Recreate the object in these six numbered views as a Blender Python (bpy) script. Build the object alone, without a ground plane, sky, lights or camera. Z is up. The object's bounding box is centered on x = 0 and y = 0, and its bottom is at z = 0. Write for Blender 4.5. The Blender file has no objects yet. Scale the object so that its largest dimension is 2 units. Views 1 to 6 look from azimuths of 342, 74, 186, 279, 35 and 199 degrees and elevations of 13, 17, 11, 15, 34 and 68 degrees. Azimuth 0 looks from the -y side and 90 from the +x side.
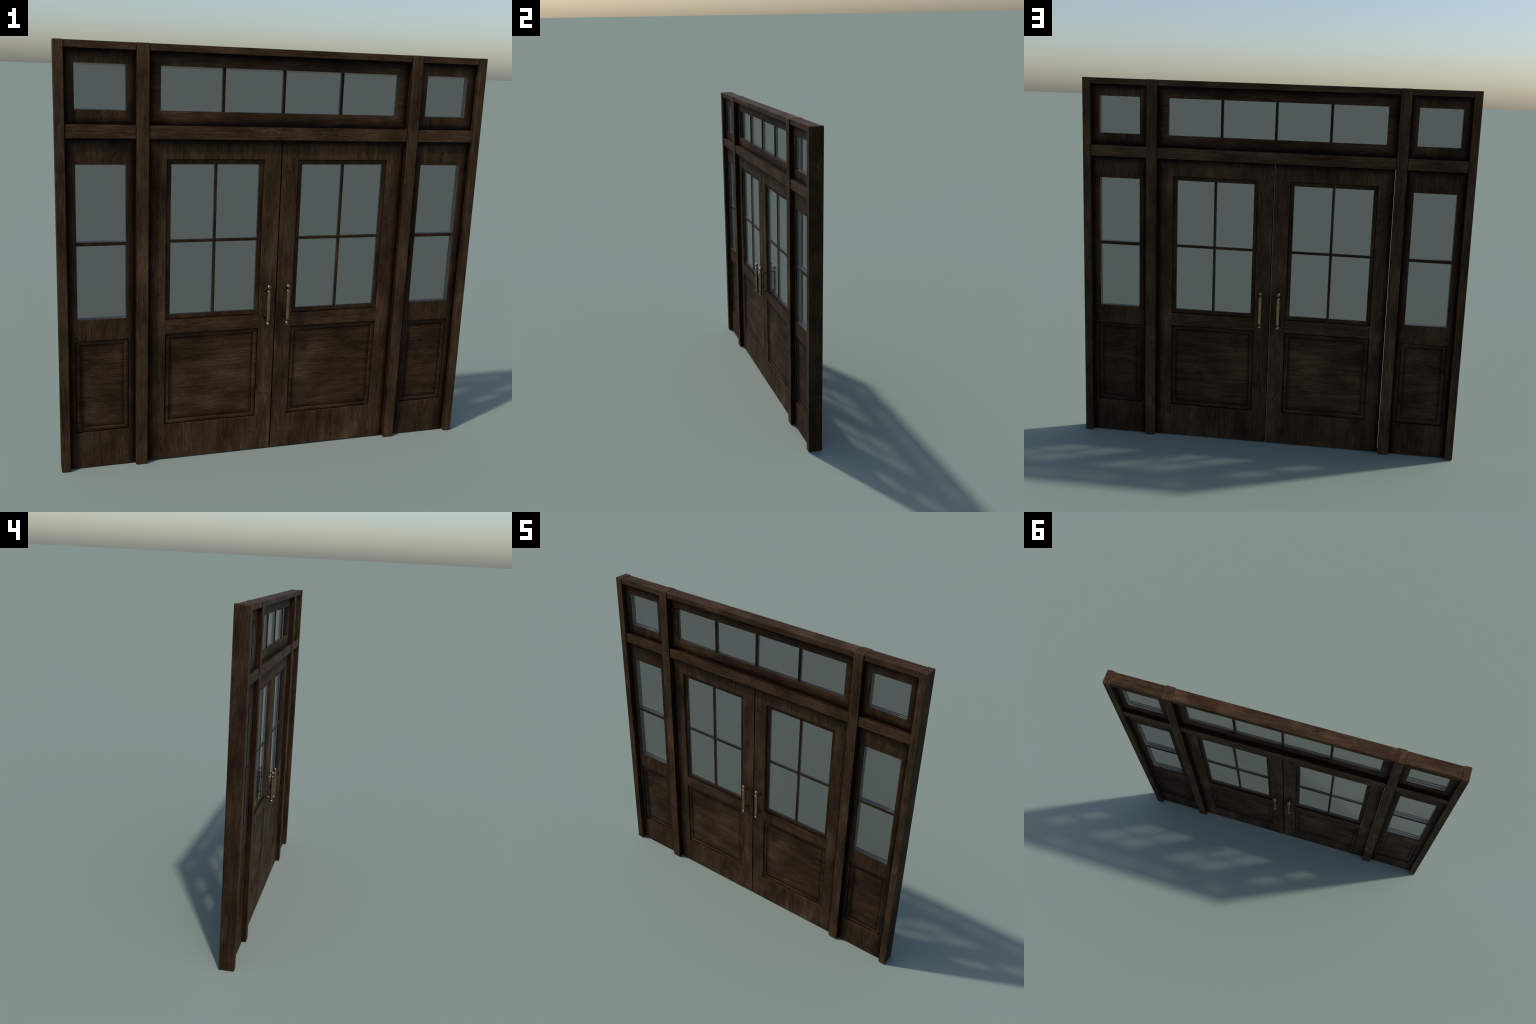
"""Weathered dark-oak double entrance door with glazed side lights and a four-pane transom.

Frame: metres, z up, centred on x = y = 0, front face towards -y, base at z = 0.
The whole set is symmetric about x = 0 and about y = 0, so every part is given by the
distances of its edges from the two centre planes.
"""
import bpy, bmesh, math
from mathutils import Vector

# ------------------------------------------------------------------ sizes
W = 1.0                      # half width of the whole set
TOP = 1.907                  # height
POST_OUT = (0.960, 1.000)    # outer posts, |x|
POST_IN = (0.609, 0.6636)    # inner posts, |x|
POST_Y = 0.0415              # half depth of posts
RAIL_Y = 0.0372              # half depth of head and transom rails
HEAD_Z = (1.8755, 1.9062)
MID_Z = (1.511, 1.5686)
SIDE_Y = 0.0180              # half depth of side-light boards
TRANSOM_Y = 0.0125
DOOR_Y = 0.0166
DOOR_X = (0.0030, 0.6062)
DOOR_GLASS = (0.1027, 0.5065, 0.7131, 1.4011)   # sight size of the door glazing
DOOR_OPEN = (0.0812, 0.5277)                    # between stiles
DOOR_RAIL_Z = (0.6252, 0.6927)
DOOR_PANEL_Z0 = 0.1739
DOOR_OPEN_TOP = 1.4232
SIDE_X = (0.7045, 0.9182)                       # side-light sight width
SIDE_PANES = ((0.7128, 1.0471), (1.0620, 1.3997))
SIDE_PANEL = (0.6927, 0.9310, 0.1736, 0.6154)
TOP_PANE = (1.6289, 1.8180)
TRANSOM_HALF = 0.5560
HANDLE_X, HANDLE_Y = 0.0472, 0.0512
HANDLE_BALL = (0.6570, 0.8370)


# ------------------------------------------------------------------ node helpers
class Nodes:
    def __init__(self, name):
        self.mat = bpy.data.materials.new(name)
        self.mat.use_nodes = True
        self.t = self.mat.node_tree
        self.bsdf = self.t.nodes["Principled BSDF"]

    def put(self, sock, v):
        if isinstance(v, bpy.types.NodeSocket):
            self.t.links.new(v, sock)
        else:
            sock.default_value = v

    def math(self, op, a, b=0.0, clamp=False):
        n = self.t.nodes.new("ShaderNodeMath")
        n.operation, n.use_clamp = op, clamp
        self.put(n.inputs[0], a)
        self.put(n.inputs[1], b)
        return n.outputs[0]

    def noise(self, vec, scale=1.0, detail=3.0, rough=0.55, dist=0.0):
        n = self.t.nodes.new("ShaderNodeTexNoise")
        self.put(n.inputs["Vector"], vec)
        n.inputs["Scale"].default_value = scale
        n.inputs["Detail"].default_value = detail
        n.inputs["Roughness"].default_value = rough
        n.inputs["Distortion"].default_value = dist
        return n.outputs["Fac"]

    def vscale(self, vec, s):
        n = self.t.nodes.new("ShaderNodeVectorMath")
        n.operation = "MULTIPLY"
        self.put(n.inputs[0], vec)
        n.inputs[1].default_value = s
        return n.outputs[0]

    def vadd(self, a, b):
        n = self.t.nodes.new("ShaderNodeVectorMath")
        n.operation = "ADD"
        self.put(n.inputs[0], a)
        self.put(n.inputs[1], b)
        return n.outputs[0]

    def vmix(self, f, a, b):
        n = self.t.nodes.new("ShaderNodeMix")
        n.data_type = "VECTOR"
        self.put(n.inputs[0], f)
        self.put(n.inputs[4], a)
        self.put(n.inputs[5], b)
        return n.outputs[1]

    def ramp(self, f, stops):
        n = self.t.nodes.new("ShaderNodeValToRGB")
        self.put(n.inputs[0], f)
        e = n.color_ramp.elements
        while len(e) < len(stops):
            e.new(0.5)
        for el, (p, c) in zip(e, stops):
            el.position = p
            el.color = (*c, 1) if isinstance(c, tuple) else (c, c, c, 1)
        return n.outputs[0]

    def mul(self, a, b, f=1.0):
        n = self.t.nodes.new("ShaderNodeMix")
        n.data_type, n.blend_type = "RGBA", "MULTIPLY"
        self.put(n.inputs[0], f)
        self.put(n.inputs[6], a)
        self.put(n.inputs[7], b)
        return n.outputs[2]

    def smooth(self, v, lo, hi, a=0.0, b=1.0):
        n = self.t.nodes.new("ShaderNodeMapRange")
        n.interpolation_type = "SMOOTHSTEP"
        self.put(n.inputs[0], v)
        for i, x in enumerate((lo, hi, a, b)):
            n.inputs[i + 1].default_value = x
        return n.outputs[0]

    def xyz(self, vec):
        n = self.t.nodes.new("ShaderNodeSeparateXYZ")
        self.put(n.inputs[0], vec)
        return n.outputs


GAIN = 1.0


def wood(name, along, rect=None, edge=None, side_dark=None, tone=1.0, reach=0.05, speck=1.0):
    """Old stained oak.  along: axis of the grain ('x' or 'z').
    rect: (x0, x1, z0, z1) bounds in |x|, z; corner occlusion is painted along them by the ramp `edge`
    over the distance `reach`.  side_dark: colour multiplier baking shade into faces not turned to front or back."""
    k = Nodes(name)
    co = k.t.nodes.new("ShaderNodeTexCoord")
    pos, nrm = co.outputs["Object"], k.xyz(co.outputs["Normal"])
    rnd = k.t.nodes.new("ShaderNodeObjectInfo").outputs["Random"]
    shift = k.t.nodes.new("ShaderNodeCombineXYZ")
    for i, m in enumerate((7.3, 3.1, 11.9)):
        k.put(shift.inputs[i], k.math("MULTIPLY", rnd, m))
    p = k.vadd(pos, shift.outputs[0])
    # slow wander of the grain so that streaks are not ruler straight
    wob = k.t.nodes.new("ShaderNodeTexNoise")
    k.put(wob.inputs["Vector"], p)
    wob.inputs["Scale"].default_value, wob.inputs["Detail"].default_value = 9.0, 1.0
    p = k.vadd(p, k.vscale(wob.outputs["Color"], (0.008, 0.004, 0.008)))

    def layer(across, run):
        if along == "x":
            return k.vscale(p, (run, across, across))
        end = k.math("GREATER_THAN", k.math("ABSOLUTE", nrm[2]), 0.7)
        return k.vmix(end, k.vscale(p, (across, across, run)), k.vscale(p, (across, run, across)))

    streak = k.noise(layer(170, 7), 1, 5, 0.66, 0.2)
    fibre = k.noise(layer(560, 24), 1, 3, 0.62)
    broad = k.noise(layer(26, 4.5), 1, 4, 0.6, 0.3)
    patch = k.noise(p, 7.5, 3, 0.6)
    cloud = k.noise(p, 3.6, 2, 0.55)
    f = k.math("ADD", k.math("MULTIPLY", streak, 0.30), k.math("MULTIPLY", fibre, 0.44))
    f = k.math("ADD", f, k.math("MULTIPLY", broad, 0.30))
    f = k.math("ADD", f, k.math("MULTIPLY", patch, 0.18))
    f = k.math("ADD", f, k.math("MULTIPLY", cloud, 0.29))
    f = k.math("SUBTRACT", f, 0.255)
    g = GAIN * tone
    col = k.ramp(f, [(0.31, (0.0125 * g, 0.0058 * g, 0.0024 * g)),
                     (0.42, (0.0295 * g, 0.0150 * g, 0.0066 * g)),
                     (0.50, (0.0490 * g, 0.0266 * g, 0.0128 * g)),
                     (0.58, (0.0800 * g, 0.0442 * g, 0.0226 * g)),
                     (0.69, (0.1360 * g, 0.0770 * g, 0.0415 * g))])
    # black mildew specks in clusters, drawn out a little along the grain
    sp = k.noise(layer(170, 75), 1, 4, 0.7, 0.6)
    clump = k.noise(p, 6.0, 2, 0.5)
    m = k.math("MULTIPLY", k.smooth(sp, 0.53, 0.63), k.smooth(clump, 0.56, 0.66))
    col = k.mul(col, k.ramp(m, [(0.0, 1.0), (1.0, (0.24, 0.23, 0.23))]), speck)
    # fine short dark pores everywhere
    pore = k.smooth(k.noise(layer(260, 34), 1, 2, 0.5), 0.60, 0.74, 1.0, 0.62)
    col = k.mul(col, pore)
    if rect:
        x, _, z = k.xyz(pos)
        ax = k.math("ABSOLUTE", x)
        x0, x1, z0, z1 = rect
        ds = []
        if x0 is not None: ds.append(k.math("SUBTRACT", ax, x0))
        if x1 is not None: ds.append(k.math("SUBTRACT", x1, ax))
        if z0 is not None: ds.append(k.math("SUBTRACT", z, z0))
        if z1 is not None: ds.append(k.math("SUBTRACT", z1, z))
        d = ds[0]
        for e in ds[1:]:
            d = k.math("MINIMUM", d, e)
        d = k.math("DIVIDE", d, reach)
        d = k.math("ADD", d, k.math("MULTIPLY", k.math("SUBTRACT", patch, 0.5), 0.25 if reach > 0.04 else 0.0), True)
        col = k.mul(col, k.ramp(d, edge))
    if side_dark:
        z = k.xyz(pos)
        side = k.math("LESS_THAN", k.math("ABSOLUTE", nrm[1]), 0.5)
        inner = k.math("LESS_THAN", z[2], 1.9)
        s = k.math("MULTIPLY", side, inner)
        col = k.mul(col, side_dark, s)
    k.put(k.bsdf.inputs["Base Color"], col)
    k.put(k.bsdf.inputs["Roughness"], k.smooth(f, 0.3, 0.75, 0.66, 0.52))
    k.bsdf.inputs["Specular IOR Level"].default_value = 0.07
    bump = k.t.nodes.new("ShaderNodeBump")
    bump.inputs["Strength"].default_value = 0.35
    bump.inputs["Distance"].default_value = 0.0012
    k.put(bump.inputs["Height"], k.math("ADD", streak, k.math("MULTIPLY", fibre, 0.6)))
    k.put(k.bsdf.inputs["Normal"], bump.outputs[0])
    return k.mat


PAINTED_RECESS_SHADE = [(0.0, (0.07, 0.045, 0.035)), (0.22, (0.24, 0.18, 0.15)), (0.60, (0.78, 0.73, 0.70)), (0.95, 1.0)]  # ambient occlusion beside posts and rails, multiplied into the wood colour
PAINTED_CREASE_SHADE = [(0.0, (0.20, 0.16, 0.14)), (0.10, (0.66, 0.63, 0.60)), (0.36, 0.85), (0.44, (0.95, 0.92, 0.9)),  # dark stops draw the shadowed grooves either side of the moulding
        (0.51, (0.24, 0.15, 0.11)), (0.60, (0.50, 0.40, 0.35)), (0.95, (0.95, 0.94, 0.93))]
SIDE = (0.36, 0.29, 0.25, 1)  # side faces tinted darker, occlusion baked into the oak

M = dict(
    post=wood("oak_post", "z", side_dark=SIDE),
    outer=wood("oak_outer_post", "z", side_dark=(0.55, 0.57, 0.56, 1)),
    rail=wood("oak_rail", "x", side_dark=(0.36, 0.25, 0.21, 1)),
    side=wood("oak_side_board", "z", (0.6636, 0.960, None, 1.511), PAINTED_RECESS_SHADE, tone=0.84),
    top=wood("oak_top_board", "z", (0.6636, 0.960, 1.5686, 1.8755), PAINTED_RECESS_SHADE, tone=0.84),
    transom=wood("oak_transom_board", "x", (None, 0.609, 1.5686, 1.8755), PAINTED_RECESS_SHADE, tone=0.86, speck=0.6),
    door=wood("oak_door", "z", (None, 0.609, None, 1.511), PAINTED_RECESS_SHADE, tone=0.95),
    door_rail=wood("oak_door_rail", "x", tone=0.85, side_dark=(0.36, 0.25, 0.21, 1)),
    door_panel=wood("oak_door_panel", "x", (DOOR_OPEN[0], DOOR_OPEN[1], DOOR_PANEL_Z0, DOOR_RAIL_Z[0]), PAINTED_CREASE_SHADE, reach=0.045),
    side_panel=wood("oak_side_panel", "x", SIDE_PANEL, PAINTED_CREASE_SHADE, reach=0.045, tone=0.78),
    bead=wood("oak_bead", "z", tone=0.62, speck=0.3),
    muntin=wood("oak_muntin", "z", tone=0.62, speck=0.0),
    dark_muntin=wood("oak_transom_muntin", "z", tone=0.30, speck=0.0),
)

k = Nodes("clear_window_glass")
# smoke-tinted clear glass: each surface passes about three quarters of the light straight through
k.bsdf.inputs["Base Color"].default_value = (0.006, 0.007, 0.007, 1)
k.bsdf.inputs["Roughness"].default_value = 0.0
k.bsdf.inputs["IOR"].default_value = 2.0
k.bsdf.inputs["Alpha"].default_value = 0.267
GLASS = k.mat

k = Nodes("aged_brass")
co = k.t.nodes.new("ShaderNodeTexCoord").outputs["Object"]
tarn = k.noise(co, 60, 3, 0.6)
col = k.ramp(tarn, [(0.3, (0.215, 0.150, 0.086)), (0.6, (0.320, 0.228, 0.130))])
depth = k.math("ABSOLUTE", k.xyz(co)[1])                    # mounts close to the door are painted near-black for their shade
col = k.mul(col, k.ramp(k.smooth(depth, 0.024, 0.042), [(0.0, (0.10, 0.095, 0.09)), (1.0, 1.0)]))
k.put(k.bsdf.inputs["Base Color"], col)
k.put(k.bsdf.inputs["Roughness"], k.smooth(tarn, 0.3, 0.7, 0.34, 0.24))
k.bsdf.inputs["Metallic"].default_value = 1.0
BRASS = k.mat

def edge_reflection_material(name, shade, rough):
    k = Nodes(name)
    k.bsdf.inputs["Base Color"].default_value = (shade, shade, shade * 0.98, 1)
    k.bsdf.inputs["Roughness"].default_value = rough
    k.bsdf.inputs["Metallic"].default_value = 0.85
    return k.mat


EDGE_REFLECTION = edge_reflection_material("grey_glass_edge_reflection", 0.27, 0.30)
DARK_EDGE_REFLECTION = edge_reflection_material("dark_glass_edge_reflection", 0.10, 0.38)


# ------------------------------------------------------------------ mesh helpers
def make(name, bm, mat, parent, bevel=0.0, smooth=False, seg=2):
    bmesh.ops.recalc_face_normals(bm, faces=bm.faces)
    me = bpy.data.meshes.new(name)
    bm.to_mesh(me)
    bm.free()
    me.materials.append(mat)
    ob = bpy.data.objects.new(name, me)
    bpy.context.scene.collection.objects.link(ob)
    ob.parent = parent
    if smooth:
        me.polygons.foreach_set("use_smooth", [True] * len(me.polygons))
    if bevel:
        b = ob.modifiers.new("rounded_edges", "BEVEL")
        b.width, b.segments, b.limit_method, b.angle_limit = bevel, seg, "ANGLE", math.radians(50)
        b.use_clamp_overlap = True
        b.harden_normals = False
    return ob


def box(bm, x0, x1, y0, y1, z0, z1):
    m = bmesh.ops.create_cube(bm, size=1.0)["verts"]
    for v in m:
        v.co = Vector(((x0, x1)[v.co.x > 0], (y0, y1)[v.co.y > 0], (z0, z1)[v.co.z > 0]))


def bar(name, x, y, z, mat, parent, bevel=0.0018):
    bm = bmesh.new()
    box(bm, *x, *y, *z)
    return make(name, bm, mat, parent, bevel)


def board(name, x, z, y, holes, mat, parent, bevel=0.0012):
    """Flat board |y| <= y over the rectangle x, z with rectangular through openings (x0, x1, z0, z1)."""
    xs = sorted({*x, *(h[i] for h in holes for i in (0, 1))})
    zs = sorted({*z, *(h[i] for h in holes for i in (2, 3))})
    solid = {}
    for i in range(len(xs) - 1):
        for j in range(len(zs) - 1):
            cx, cz = (xs[i] + xs[i + 1]) / 2, (zs[j] + zs[j + 1]) / 2
            solid[i, j] = not any(h[0] < cx < h[1] and h[2] < cz < h[3] for h in holes)
    bm = bmesh.new()
    grid = {}

    def v(i, j, s):
        if (i, j, s) not in grid:
            grid[i, j, s] = bm.verts.new((xs[i], s * y, zs[j]))
        return grid[i, j, s]

    for (i, j), on in solid.items():
        if not on:
            continue
        for s in (-1, 1):
            bm.faces.new((v(i, j, s), v(i + 1, j, s), v(i + 1, j + 1, s), v(i, j + 1, s)))
        for di, dj, a, b in ((-1, 0, (i, j), (i, j + 1)), (1, 0, (i + 1, j), (i + 1, j + 1)),
                             (0, -1, (i, j), (i + 1, j)), (0, 1, (i, j + 1), (i + 1, j + 1))):
            if not solid.get((i + di, j + dj), False):
                bm.faces.new((v(*a, -1), v(*b, -1), v(*b, 1), v(*a, 1)))
    return make(name, bm, mat, parent, bevel)


def rings(bm, rect, profile, closed=False, fill=False):
    """Sweep a profile of (inset, y) points round the inside of a rectangle, mitred at the corners."""
    x0, x1, z0, z1 = rect
    loops = [[bm.verts.new(p) for p in ((x0 + d, y, z0 + d), (x1 - d, y, z0 + d), (x1 - d, y, z1 - d), (x0 + d, y, z1 - d))]
             for d, y in profile]
    pairs = list(zip(loops, loops[1:])) + ([(loops[-1], loops[0])] if closed else [])
    for a, b in pairs:
        for i in range(4):
            bm.faces.new((a[i], a[(i + 1) % 4], b[(i + 1) % 4], b[i]))
    if fill:
        bm.faces.new(loops[-1])
    return loops


def raised_bead_panel(name, rect, mat, parent):
    """Sunk field framed by a rounded bead, the same on both faces."""
    prof = [(-0.0012, 0.0030), (0.0028, 0.0030), (0.0032, 0.0094), (0.0038, 0.0106), (0.0052, 0.0112),
            (0.0150, 0.0114), (0.0178, 0.0108), (0.0196, 0.0096), (0.0212, 0.0080), (0.0228, 0.0074), (0.0260, 0.0074)]
    bm = bmesh.new()
    a = rings(bm, rect, [(d, -h) for d, h in prof], fill=True)[0]
    b = rings(bm, rect, prof, fill=True)[0]
    for i in range(4):
        bm.faces.new((a[i], a[(i + 1) % 4], b[(i + 1) % 4], b[i]))
    return make(name, bm, mat, parent)


def glazing_bead(name, rect, width, h, mat, parent):
    prof = [(-0.001, h - 0.0045), (0.0028, h - 0.0045), (0.0031, h - 0.0006), (0.0037, h), (width - 0.0014, h),
            (width - 0.0004, h - 0.0004), (width, h - 0.0014)]
    bm = bmesh.new()
    rings(bm, rect, [(d, -y) for d, y in prof] + [(d, y) for d, y in reversed(prof)], closed=True)
    return make(name, bm, mat, parent)


def pane(name, x, z, at, parent, clear=0.0005, thick=0.0012):
    """Double glazing: two thin sheets of glass whose outer faces lie at |y| = at."""
    bm = bmesh.new()
    for sgn in (-1, 1):
        a, b = sorted((sgn * (at - thick), sgn * at))
        box(bm, x[0] + clear, x[1] - clear, a, b, z[0] + clear, z[1] - clear)
    return make(name, bm, GLASS, parent)


def edge_reflection_ribs(x, z, half, beads, parent, rise=0.0014, mat=None):
    """Reflection bands of the glass edge, modelled as metallic ribs in the reveal: `beads` half-round ribs across the depth 2 * half."""
    bm, w = bmesh.new(), 2 * half / beads
    for b in range(beads):
        mid = -half + (b + 0.5) * w
        prof = [(-0.0004, mid - 0.39 * w)]
        for i in range(9):
            t = math.pi * i / 8
            prof.append((0.0002 + rise * math.sin(t) ** 0.8, mid - 0.39 * w * math.cos(t)))
        prof.append((-0.0004, mid + 0.39 * w))
        rings(bm, (*x, *z), prof, closed=True)
    ob = make("glass_edge_reflection", bm, mat or EDGE_REFLECTION, parent, smooth=True)
    e = ob.modifiers.new("crisp_corners", "EDGE_SPLIT")
    e.split_angle = math.radians(60)
    return ob


def lathe(bm, prof, x, y, n=28):
    prev = None
    for r, z in prof:
        ring = [bm.verts.new((x + r * math.cos(t), y + r * math.sin(t), z)) for t in (2 * math.pi * i / n for i in range(n))]
        if prev:
            for i in range(n):
                bm.faces.new((prev[i], prev[(i + 1) % n], ring[(i + 1) % n], ring[i]))
        else:
            bm.faces.new(ring)
        prev = ring
    bm.faces.new(prev)


def stub(bm, x, z, prof, sign, n=24):
    """Turned stub along y: profile of (radius, |y|)."""
    prev = None
    for r, y in prof:
        ring = [bm.verts.new((x + r * math.cos(t), sign * y, z + r * math.sin(t))) for t in (2 * math.pi * i / n for i in range(n))]
        if prev:
            for i in range(n):
                bm.faces.new((prev[i], prev[(i + 1) % n], ring[(i + 1) % n], ring[i]))
        else:
            bm.faces.new(ring)
        prev = ring
    bm.faces.new(prev)


def pull_handle(parent, x, sign):
    zb, zt = HANDLE_BALL
    g0, g1 = zb + 0.0148, zt - 0.0172          # ends of the grip
    R, rb, neck = 0.0093, 0.0108, 0.0030
    prof = [(0.0003, zb - rb - 0.0018), (0.0014, zb - rb - 0.0012), (0.0030, zb - rb * 0.96)]
    prof += [(rb * math.cos(math.radians(d)), zb + rb * math.sin(math.radians(d))) for d in range(-70, 71, 10)]
    prof += [(neck, zb + rb), (neck, g0 - 0.0008), (R * 0.80, g0), (R, g0 + 0.0022)]
    prof += [(R, g0 + 0.0050), (R, g0 + 0.0054), (R * 1.02, (g0 + g1) / 2), (R, g1 - 0.0054), (R, g1 - 0.0050), (R, g1 - 0.0022), (R * 0.80, g1), (neck, g1 + 0.0008),
             (neck, g1 + 0.0022), (0.0058, g1 + 0.0027), (0.0058, g1 + 0.0036), (neck, g1 + 0.0042)]
    prof += [(rb * math.cos(math.radians(d)), zt + rb * math.sin(math.radians(d))) for d in range(-70, 71, 10)]
    prof += [(0.0030, zt + rb * 0.96), (0.0014, zt + rb + 0.0008), (0.0003, zt + rb + 0.0014)]
    bm = bmesh.new()
    lathe(bm, prof, x, sign * HANDLE_Y)
    for z in (g0 + 0.0105, g1 - 0.0085):
        stub(bm, x, z, [(0.0112, DOOR_Y - 0.002), (0.0112, DOOR_Y + 0.0012), (0.0098, DOOR_Y + 0.0026), (0.0050, DOOR_Y + 0.0042),
                        (0.0034, DOOR_Y + 0.0070), (0.0032, HANDLE_Y - 0.004)], sign)
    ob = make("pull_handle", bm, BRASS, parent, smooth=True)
    e = ob.modifiers.new("crisp_steps", "EDGE_SPLIT")
    e.split_angle = math.radians(48)
    return ob


# ------------------------------------------------------------------ assembly
root = bpy.data.objects.new("entrance_door", None)
bpy.context.scene.collection.objects.link(root)
root["label"] = "dark weathered wooden double door with side lights and transom"
root["category"] = "entrance door"

# frame: four posts, head rails and transom rails between them
for s in (-1, 1):
    for (a, b), m in ((POST_OUT, M["outer"]), (POST_IN, M["post"])):
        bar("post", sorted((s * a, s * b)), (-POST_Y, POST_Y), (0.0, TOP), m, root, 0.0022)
G = 0.0010                                      # hairline joint between members
spans = [(-POST_OUT[0] + G, -POST_IN[1] - G), (-POST_IN[0] + G, POST_IN[0] - G), (POST_IN[1] + G, POST_OUT[0] - G)]
for x in spans:
    bar("head_rail", x, (-RAIL_Y, RAIL_Y), HEAD_Z, M["rail"], root, 0.0026)
    bar("transom_rail", x, (-RAIL_Y, RAIL_Y), MID_Z, M["rail"], root, 0.0026)

E = 0.0012                                      # tongue let into the surrounding members
for s in (-1, 1):
    sx = lambda a, b: tuple(sorted((s * a, s * b)))
    wide = sx(POST_IN[1] - E, POST_OUT[0] + E)
    glass_x = sx(*SIDE_X)
    # upper light
    up = board("upper_light", wide, (MID_Z[1] - E, HEAD_Z[0] + E), SIDE_Y, [(*glass_x, *TOP_PANE)], M["top"], root)
    pane("glass_pane", glass_x, TOP_PANE, 0.0150, up)
    edge_reflection_ribs(glass_x, TOP_PANE, 0.0142, 2, up)
    # side light: two panes over a beaded panel
    px = sx(*SIDE_PANEL[:2])
    side = board("side_light", wide, (0.0, MID_Z[0] + E), SIDE_Y,
                 [(*glass_x, SIDE_PANES[0][0], SIDE_PANES[1][1]), (*px, *SIDE_PANEL[2:])], M["side"], root)
    for z in SIDE_PANES:
        pane("glass_pane", glass_x, z, 0.0150, side)
        edge_reflection_ribs(glass_x, z, 0.0142, 2, side)
    bar("muntin", (glass_x[0] - 0.001, glass_x[1] + 0.001), (-0.0165, 0.0165), (SIDE_PANES[0][1], SIDE_PANES[1][0]), M["muntin"], side, 0.0012)
    raised_bead_panel("panel", (*px, *SIDE_PANEL[2:]), M["side_panel"], side)

# transom: four panes in one long board
tr = board("transom_light", (-POST_IN[0] - E, POST_IN[0] + E), (MID_Z[1] - E, HEAD_Z[0] + E), TRANSOM_Y,
           [(-TRANSOM_HALF, TRANSOM_HALF, *TOP_PANE)], M["transom"], root)
bw = 0.0056
cuts = [-TRANSOM_HALF, -TRANSOM_HALF / 2, 0.0, TRANSOM_HALF / 2, TRANSOM_HALF]
for i in range(4):
    a, b = cuts[i] + (bw if i else 0), cuts[i + 1] - (bw if i < 3 else 0)
    pane("glass_pane", (a, b), TOP_PANE, 0.0072, tr)
    edge_reflection_ribs((a, b), TOP_PANE, 0.0070, 2, tr, 0.0013, DARK_EDGE_REFLECTION)
for c in cuts[1:4]:
    bar("muntin", (c - bw, c + bw), (-0.0105, 0.0105), (TOP_PANE[0] - 0.001, TOP_PANE[1] + 0.001), M["dark_muntin"], tr, 0.001)

# the two door leaves
for s in (-1, 1):
    sx = lambda a, b: tuple(sorted((s * a, s * b)))
    ox = sx(*DOOR_OPEN)
    leaf = board("door_leaf", sx(*DOOR_X), (0.0015, MID_Z[0] - 0.001), DOOR_Y, [(*ox, DOOR_PANEL_Z0, DOOR_OPEN_TOP)], M["door"], root, 0.0016)
    bar("meeting_strip", sx(0.0009, 0.0040), (-0.0065, 0.0065), (0.0030, MID_Z[0] - 0.003), M["dark_muntin"], leaf, 0.0004)
    bar("lock_rail", (ox[0] + 0.0004, ox[1] - 0.0004), (-DOOR_Y + 0.0006, DOOR_Y - 0.0006), DOOR_RAIL_Z, M["door_rail"], leaf, 0.0012)
    raised_bead_panel("panel", (*ox, DOOR_PANEL_Z0, DOOR_RAIL_Z[0]), M["door_panel"], leaf)
    gx = sx(*DOOR_GLASS[:2])
    g0, g1 = DOOR_GLASS[2:]
    glazing_bead("glazing_bead", (*ox, DOOR_RAIL_Z[1], DOOR_OPEN_TOP), 0.0213, 0.0080, M["bead"], leaf)
    cx, cz, mw = (gx[0] + gx[1]) / 2, 1.0563, 0.0058
    bar("muntin", (cx - mw, cx + mw), (-0.0074, 0.0074), (g0 - 0.001, g1 + 0.001), M["muntin"], leaf, 0.001)
    for a, b in ((gx[0] - 0.001, cx - mw - 0.0002), (cx + mw + 0.0002, gx[1] + 0.001)):
        bar("muntin", (a, b), (-0.0070, 0.0070), (cz - mw, cz + mw), M["muntin"], leaf, 0.001)
    for x in ((gx[0], cx - mw), (cx + mw, gx[1])):
        for z in ((g0, cz - mw), (cz + mw, g1)):
            pane("glass_pane", x, z, 0.0060, leaf)
            edge_reflection_ribs(x, z, 0.0058, 2, leaf, 0.0010, DARK_EDGE_REFLECTION)
    for f in (-1, 1):
        pull_handle(leaf, s * HANDLE_X, f)
